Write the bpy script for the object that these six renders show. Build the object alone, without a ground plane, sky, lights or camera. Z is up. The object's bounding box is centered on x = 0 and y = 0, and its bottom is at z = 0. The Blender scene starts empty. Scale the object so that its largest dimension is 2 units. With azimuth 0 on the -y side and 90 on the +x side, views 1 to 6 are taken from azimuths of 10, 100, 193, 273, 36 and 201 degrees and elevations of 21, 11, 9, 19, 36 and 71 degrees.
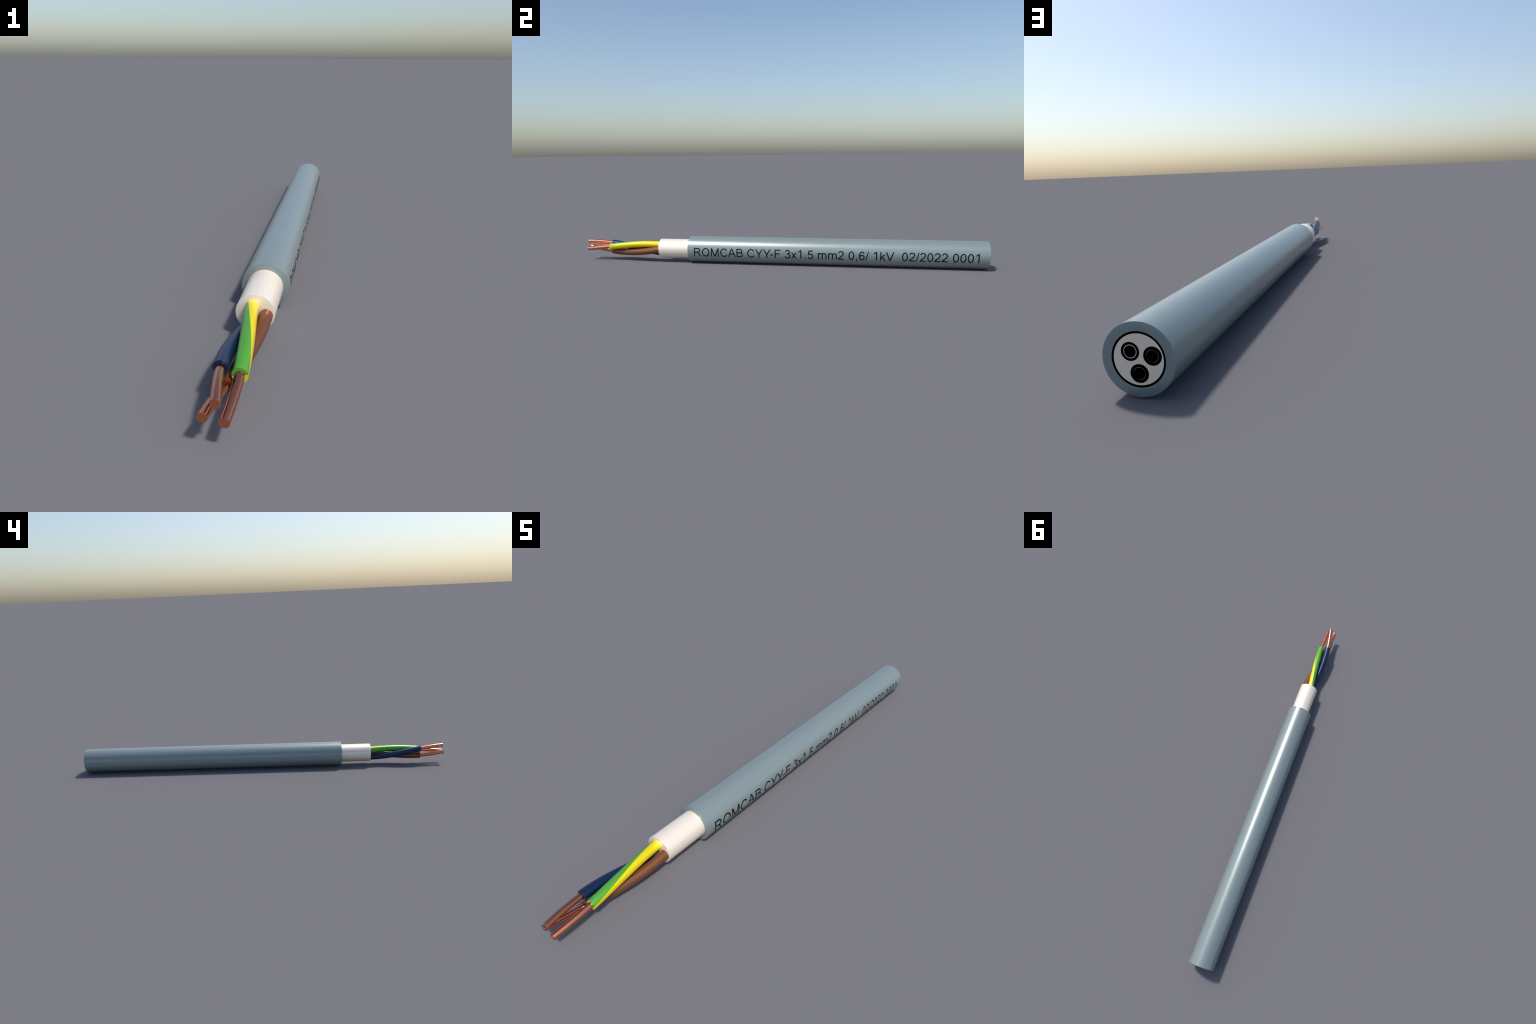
"""Stripped three-core power cable: grey outer sheath with printed marking,
white inner sheath, three twisted insulated cores with bare copper ends."""
import bpy, math
from math import sin, cos, pi, radians, hypot

# ------------------------------------------------------------------ sizes (m)
R_SHEATH, R_FILLER, R_BAND = 0.0650, 0.0485, 0.0444
R_INS, R_INS_BACK, R_COPPER = 0.0168, 0.0163, 0.0105
Y_BACK, Y_SHEATH, Y_FILLER, Y_INS, Y_TIP = 1.0, -0.44, -0.60, -0.875, -1.0
ZC = R_SHEATH                                   # cable axis height
TWIST = 399.0                                   # degrees per metre
AXIS_X, AXIS_Z = 0.0017, 0.0667                 # lay axis of the core bundle
OFF_X, OFF_Z = -0.0053, -0.0030                 # bundle centre off the lay axis
RHO, PHASE = 0.0230, 39.4                       # core pitch circle

# ------------------------------------------------------------------ materials
def principled(name, color, rough, metallic=0.0, spec=0.5, grain=0.0, scale=60.0, coat=0.0, rough_var=0.0):
    m = bpy.data.materials.new(name)
    m.use_nodes = True
    nt = m.node_tree
    b = nt.nodes["Principled BSDF"]
    b.inputs["Roughness"].default_value = rough
    b.inputs["Metallic"].default_value = metallic
    b.inputs["Specular IOR Level"].default_value = spec
    b.inputs["Coat Weight"].default_value = coat
    tc = nt.nodes.new("ShaderNodeTexCoord")
    no = nt.nodes.new("ShaderNodeTexNoise")
    no.inputs["Scale"].default_value = scale
    no.inputs["Detail"].default_value = 3.0
    nt.links.new(tc.outputs["Object"], no.inputs["Vector"])
    ramp = nt.nodes.new("ShaderNodeValToRGB")
    ramp.color_ramp.elements[0].color = tuple(c * (1 - grain) for c in color) + (1,)
    ramp.color_ramp.elements[1].color = tuple(min(1, c * (1 + grain)) for c in color) + (1,)
    nt.links.new(no.outputs["Fac"], ramp.inputs["Fac"])
    nt.links.new(ramp.outputs["Color"], b.inputs["Base Color"])
    return m

MAT_SHEATH = principled("grey_sheath_plastic", (0.25, 0.305, 0.304), 0.30, metallic=0.3, grain=0.012)
MAT_FILLER = principled("white_filler_plastic", (0.945, 0.83, 0.685), 0.30, metallic=0.3, grain=0.01)
MAT_YELLOW = principled("yellow_insulation", (0.90, 0.71, 0.006), 0.30, metallic=0.3, grain=0.01)
MAT_GREEN = principled("green_insulation", (0.102, 0.392, 0.044), 0.30, metallic=0.3, grain=0.01)
MAT_BLUE = principled("blue_insulation", (0.0068, 0.023, 0.077), 0.30, metallic=0.3, grain=0.01)
MAT_BROWN = principled("brown_insulation", (0.187, 0.065, 0.025), 0.30, metallic=0.3, grain=0.01)
MAT_COPPER = principled("bare_copper", (0.76, 0.265, 0.15), 0.16, metallic=1.0, grain=0.01)
MAT_INK = principled("black_ink", (0.0045, 0.0045, 0.0045), 0.6, spec=0.15, grain=0.01)
MAT_DARK = principled("painted_unlit_black", (0.0008, 0.0008, 0.0008), 0.9, spec=0.0)  # shading blackout of coplanar end faces, baked in as near-black base colour

# ------------------------------------------------------------------ helpers
def make_object(name, verts, faces, mats, index, parent, sharp=35):
    me = bpy.data.meshes.new(name)
    me.from_pydata(verts, [], faces)
    for m in mats:
        me.materials.append(m)
    me.polygons.foreach_set("material_index", index)
    me.polygons.foreach_set("use_smooth", [True] * len(faces))
    me.set_sharp_from_angle(angle=radians(sharp))
    me.update()
    ob = bpy.data.objects.new(name, me)
    bpy.context.collection.objects.link(ob)
    ob.parent = parent
    return ob

def loft(rings, mats_of_band, close_start, close_end, n):
    """rings: list of n-point loops; mats_of_band(i, k) -> material index."""
    verts = [p for r in rings for p in r]
    faces, idx = [], []
    for i in range(len(rings) - 1):
        for k in range(n):
            k2 = (k + 1) % n
            faces.append((i * n + k, i * n + k2, (i + 1) * n + k2, (i + 1) * n + k))
            idx.append(mats_of_band(i, k))
    if close_start is not None:
        faces.append(tuple(range(n - 1, -1, -1))); idx.append(close_start)
    if close_end is not None:
        b = (len(rings) - 1) * n
        faces.append(tuple(range(b, b + n))); idx.append(close_end)
    return verts, faces, idx

def circle(cx, cz, r, y, n, turn=0.0):
    return [(cx + r * cos(turn + 2 * pi * k / n), y, cz + r * sin(turn + 2 * pi * k / n)) for k in range(n)]

# ------------------------------------------------------------------ the cable
cable = bpy.data.objects.new("electric_cable", None)
bpy.context.collection.objects.link(cable)
cable["label"] = "grey three core power cable with stripped twisted copper wires"
cable["category"] = "electric cable"

# outer sheath: a tube with lightly eased rims, closed lathe profile
N = 192
BEV = 0.00015
R_IN = R_FILLER - 0.0002
profile = [(R_IN, Y_SHEATH), (R_SHEATH - BEV, Y_SHEATH), (R_SHEATH - 0.3 * BEV, Y_SHEATH + 0.3 * BEV),
           (R_SHEATH, Y_SHEATH + BEV), (R_SHEATH, Y_SHEATH + 2 * BEV)]
STEPS = 24
for i in range(1, STEPS):
    profile.append((R_SHEATH, Y_SHEATH + (Y_BACK - Y_SHEATH) * i / STEPS))
profile += [(R_SHEATH, Y_BACK - 2 * BEV), (R_SHEATH, Y_BACK - BEV), (R_SHEATH - 0.3 * BEV, Y_BACK - 0.3 * BEV),
            (R_SHEATH - BEV, Y_BACK), (R_IN, Y_BACK), (R_IN, Y_SHEATH)]
v, f, ix = loft([circle(0, ZC, r, y, N) for r, y in profile], lambda i, k: 0, None, None, N)
sheath = make_object("outer_sheath", v, f, [MAT_SHEATH], ix, cable)

# inner sheath (white filler): solid rod, its back rim painted black where overlapping faces rendered unlit
FB = 0.00015
prof = [(R_FILLER - FB, Y_FILLER), (R_FILLER - 0.3 * FB, Y_FILLER + 0.3 * FB), (R_FILLER, Y_FILLER + FB), (R_FILLER, Y_FILLER + 2 * FB)]
prof += [(R_FILLER, Y_FILLER + (Y_BACK - Y_FILLER) * i / 20) for i in range(1, 20)]
prof += [(R_FILLER, Y_BACK - 0.0004), (R_BAND, Y_BACK - 0.0004)]
last = len(prof) - 2
v, f, ix = loft([circle(0, ZC, r, y, N) for r, y in prof], lambda i, k: 1 if i == last else 0, 0, 0, N)
filler = make_object("inner_sheath", v, f, [MAT_FILLER, MAT_DARK], ix, cable)

# cores: circles in planes across the cable, carried round the lay axis
def core_centre(y, around):
    a = radians(PHASE + around)
    qx, qz = OFF_X + RHO * cos(a), OFF_Z + RHO * sin(a)
    t = radians(TWIST * (y - Y_BACK))
    return AXIS_X + qx * cos(t) - qz * sin(t), AXIS_Z + qx * sin(t) + qz * cos(t), t

def core_ring(y, around, r, n, turn=0.0):
    cx, cz, t = core_centre(y, around)
    return circle(cx, cz, r, y, n, t + turn)

def levels(a, b, step=0.006):
    m = max(1, int(round((b - a) / step)))
    return [a + (b - a) * i / m for i in range(m + 1)]

NC = 72
SPLIT = radians(39.4)          # where the green half starts, at the back end

def build_core(around, mats, back_bore):
    ys = levels(Y_INS, Y_BACK)
    e = 0.00005
    rings = [core_ring(Y_INS, around, R_COPPER - 0.0004, NC, SPLIT),
             core_ring(Y_INS, around, R_INS - e, NC, SPLIT), core_ring(Y_INS + e, around, R_INS, NC, SPLIT),
             core_ring(Y_INS + 3 * e, around, R_INS, NC, SPLIT)]
    rings += [core_ring(y, around, R_INS, NC, SPLIT) for y in ys[1:-1]]
    rings.append(core_ring(Y_BACK, around, R_INS_BACK, NC, SPLIT))
    end_band = len(rings) - 1
    rings.append(core_ring(Y_BACK, around, back_bore, NC, SPLIT))
    rings.append(core_ring(Y_BACK - 0.03, around, back_bore, NC, SPLIT))
    dark = len(mats)
    def band(i, k):
        if i >= end_band:
            return dark
        return (0 if k < NC // 2 else 1) if len(mats) == 2 else 0
    v, f, ix = loft(rings, band, None, None, NC)
    ins = make_object("wire_insulation", v, f, mats + [MAT_DARK], ix, cable)
    yc = levels(Y_TIP, Y_BACK)
    e = 0.0001
    n = 64
    rings = [core_ring(Y_TIP, around, R_COPPER - e, n), core_ring(Y_TIP + e, around, R_COPPER, n),
             core_ring(Y_TIP + 3 * e, around, R_COPPER, n)]
    rings += [core_ring(y, around, R_COPPER, n) for y in yc[1:]]
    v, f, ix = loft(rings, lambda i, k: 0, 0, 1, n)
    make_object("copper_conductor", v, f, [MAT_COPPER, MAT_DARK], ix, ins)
    return ins

core_gy = build_core(0, [MAT_GREEN, MAT_YELLOW], 0.0118)
core_bl = build_core(120, [MAT_BLUE], 0.0109)
core_br = build_core(240, [MAT_BROWN], 0.0109)

# ------------------------------------------------------------------ printed marking
EM = 0.05865                   # letter size; capitals are 0.716 em
BASE_Z = ZC - 0.0260           # base line height on the side of the sheath
TEXT_Y = -0.4065 - 0.079 * EM  # start of the line
W = 0.090                      # stroke width, em

def arc(cx, cy, rx, ry, a0, a1, n=18):
    return [(cx + rx * cos(radians(a0 + (a1 - a0) * i / n)), cy + ry * sin(radians(a0 + (a1 - a0) * i / n)))
            for i in range(n + 1)]

# each glyph: advance width and strokes; ("s", points) follows a centre line,
# ("d", a, b) is a straight slanted stroke cut level at both ends
GLYPHS = {
 " ": (0.278, []),
 "R": (0.722, [("s", [(0.126, 0), (0.126, 0.716)]),
               ("s", [(0.126, 0.675), (0.42, 0.675)] + arc(0.43, 0.517, 0.152, 0.158, 90, -90) + [(0.42, 0.359), (0.126, 0.359)]),
               ("s", [(0.36, 0.352), (0.43, 0.305), (0.50, 0.215), (0.638, 0.0)])]),
 "O": (0.778, [("s", arc(0.388, 0.353, 0.290, 0.324, 0, 360, 48))]),
 "M": (0.833, [("s", [(0.120, 0), (0.120, 0.716)]), ("s", [(0.713, 0), (0.713, 0.716)]),
               ("d", (0.137, 0.716), (0.408, 0)), ("d", (0.696, 0.716), (0.425, 0))]),
 "C": (0.722, [("s", arc(0.384, 0.356, 0.285, 0.324, 36, 322, 40))]),
 "A": (0.667, [("d", (0.050, 0), (0.325, 0.716)), ("d", (0.617, 0), (0.342, 0.716)),
               ("s", [(0.15, 0.258), (0.515, 0.258)])]),
 "B": (0.667, [("s", [(0.121, 0), (0.121, 0.716)]),
               ("s", [(0.121, 0.675), (0.36, 0.675)] + arc(0.37, 0.532, 0.165, 0.143, 90, -90) + [(0.36, 0.389), (0.121, 0.389)]),
               ("s", [(0.35, 0.389)] + arc(0.385, 0.215, 0.190, 0.174, 90, -90) + [(0.36, 0.041), (0.121, 0.041)])]),
 "Y": (0.667, [("d", (0.060, 0.716), (0.325, 0.30)), ("d", (0.607, 0.716), (0.342, 0.30)),
               ("s", [(0.333, 0), (0.333, 0.34)])]),
 "-": (0.333, [("s", [(0.032, 0.259), (0.302, 0.259)])]),
 "F": (0.611, [("s", [(0.130, 0), (0.130, 0.716)]), ("s", [(0.130, 0.674), (0.565, 0.674)]),
               ("s", [(0.130, 0.367), (0.507, 0.367)])]),
 "3": (0.556, [("s", arc(0.262, 0.532, 0.170, 0.145, 166, -90, 26) + [(0.215, 0.387)]),
               ("s", [(0.215, 0.387)] + arc(0.268, 0.209, 0.197, 0.178, 90, -166, 30))]),
 "x": (0.500, [("d", (0.060, 0.519), (0.437, 0)), ("d", (0.437, 0.519), (0.060, 0))]),
 "1": (0.556, [("s", [(0.328, 0), (0.328, 0.716)]), ("s", [(0.112, 0.553), (0.20, 0.600), (0.275, 0.66), (0.320, 0.712)])]),
 ".": (0.278, [("s", [(0.140, 0), (0.140, 0.100)])]),
 "5": (0.556, [("s", [(0.165, 0.664), (0.478, 0.664)]), ("s", [(0.175, 0.690), (0.112, 0.335)]),
               ("s", [(0.105, 0.355), (0.15, 0.395)] + arc(0.275, 0.228, 0.190, 0.196, 115, -162, 30))]),
 "m": (0.833, [("s", [(0.110, 0), (0.110, 0.519)]),
               ("s", [(0.110, 0.28)] + arc(0.262, 0.34, 0.152, 0.147, 180, 0, 18) + [(0.414, 0)]),
               ("s", [(0.414, 0.28)] + arc(0.568, 0.34, 0.154, 0.147, 180, 0, 18) + [(0.722, 0)])]),
 "2": (0.556, [("s", arc(0.272, 0.518, 0.185, 0.158, 172, -25, 24)
                     + [(0.39, 0.365), (0.30, 0.275), (0.19, 0.185), (0.12, 0.115), (0.085, 0.05)]),
               ("s", [(0.040, 0.042), (0.504, 0.042)])]),
 "0": (0.556, [("s", arc(0.275, 0.353, 0.188, 0.322, 0, 360, 44))]),
 ",": (0.278, [("s", [(0.140, 0), (0.140, 0.100)]), ("s", [(0.165, 0.05), (0.168, -0.03), (0.150, -0.09), (0.105, -0.125)])]),
 "6": (0.556, [("s", arc(0.285, 0.226, 0.178, 0.196, 0, 360, 40)),
               ("s", arc(0.292, 0.52, 0.165, 0.155, 12, 110, 14) + [(0.155, 0.595), (0.108, 0.49), (0.086, 0.36), (0.095, 0.22)])]),
 "/": (0.278, [("d", (0.038, -0.012), (0.240, 0.728))]),
 "k": (0.500, [("s", [(0.110, 0), (0.110, 0.716)]), ("d", (0.425, 0.519), (0.100, 0.190)), ("d", (0.235, 0.315), (0.448, 0))]),
 "V": (0.667, [("d", (0.050, 0.716), (0.322, 0)), ("d", (0.617, 0.716), (0.345, 0))]),
}
KERN = {("Y", "-"): -0.093}
WIDE = {".": 0.100, ",": 0.100, "/": 0.072, "x": 0.085}

def ribbon(points, w):
    """left/right offset pairs along a centre line, mitred at the corners."""
    closed = hypot(points[0][0] - points[-1][0], points[0][1] - points[-1][1]) < 1e-6
    dense = []
    for (x0, z0), (x1, z1) in zip(points[:-1], points[1:]):
        m = max(1, int(hypot(x1 - x0, z1 - z0) / 0.04))
        dense += [(x0 + (x1 - x0) * i / m, z0 + (z1 - z0) * i / m) for i in range(m)]
    dense.append(points[-1])
    out = []
    for i, (x, z) in enumerate(dense):
        a = dense[i - 1] if i else (dense[-2] if closed else None)
        b = dense[i + 1] if i + 1 < len(dense) else (dense[1] if closed else None)
        nx = nz = 0.0
        dirs = []
        for p, q in ((a, (x, z)), ((x, z), b)):
            if p is not None and q is not None:
                l = hypot(q[0] - p[0], q[1] - p[1]) or 1.0
                dirs.append(((q[0] - p[0]) / l, (q[1] - p[1]) / l))
        tx, tz = sum(d[0] for d in dirs), sum(d[1] for d in dirs)
        l = hypot(tx, tz) or 1.0
        tx, tz = tx / l, tz / l
        k = 1.0 / max(0.6, tx * dirs[0][0] + tz * dirs[0][1])
        nx, nz = -tz * w * 0.5 * k, tx * w * 0.5 * k
        out.append(((x + nx, z + nz), (x - nx, z - nz)))
    return out

def slanted(a, b, w):
    l = hypot(b[0] - a[0], b[1] - a[1])
    hx = 0.5 * w * l / abs(b[1] - a[1])
    m = max(2, int(l / 0.04))
    out = []
    for i in range(m + 1):
        x, z = a[0] + (b[0] - a[0]) * i / m, a[1] + (b[1] - a[1]) * i / m
        out.append(((x - hx, z), (x + hx, z)))
    return out

def on_sheath(x, z, origin, lift):
    """text plane -> side of the sheath (letters are read from +x)"""
    h = BASE_Z - ZC + z * EM
    r = R_SHEATH + lift
    return (math.sqrt(r * r - h * h), origin + x * EM, ZC + h)

def letter(ch, origin):
    verts, faces = [], []
    for s, stroke in enumerate(GLYPHS[ch][1]):
        w = WIDE.get(ch, W)
        if ch == "," and s == 1:
            w = 0.05
        pairs = slanted(stroke[1], stroke[2], w) if stroke[0] == "d" else ribbon(stroke[1], w)
        top, low = 0.00025 + 0.00004 * s, -0.0002
        b = len(verts)
        for p, q in pairs:
            verts += [on_sheath(*p, origin, low), on_sheath(*p, origin, top),
                      on_sheath(*q, origin, top), on_sheath(*q, origin, low)]
        for i in range(len(pairs) - 1):
            u, t = b + 4 * i, b + 4 * (i + 1)
            for k in range(3):
                faces.append((u + k, u + k + 1, t + k + 1, t + k))
        e = b + 4 * (len(pairs) - 1)
        faces.append((b, b + 3, b + 2, b + 1))
        faces.append((e, e + 1, e + 2, e + 3))
    make_object("printed_letter", verts, faces, [MAT_INK], [0] * len(faces), sheath, 40)

TEXT = "ROMCAB CYY-F 3x1.5 mm2 0,6/ 1kV  02/2022 0001"
pen = TEXT_Y
for i, ch in enumerate(TEXT):
    if i:
        pen += KERN.get((TEXT[i - 1], ch), 0.0) * EM
    if GLYPHS[ch][1]:
        letter(ch, pen)
    pen += GLYPHS[ch][0] * EM
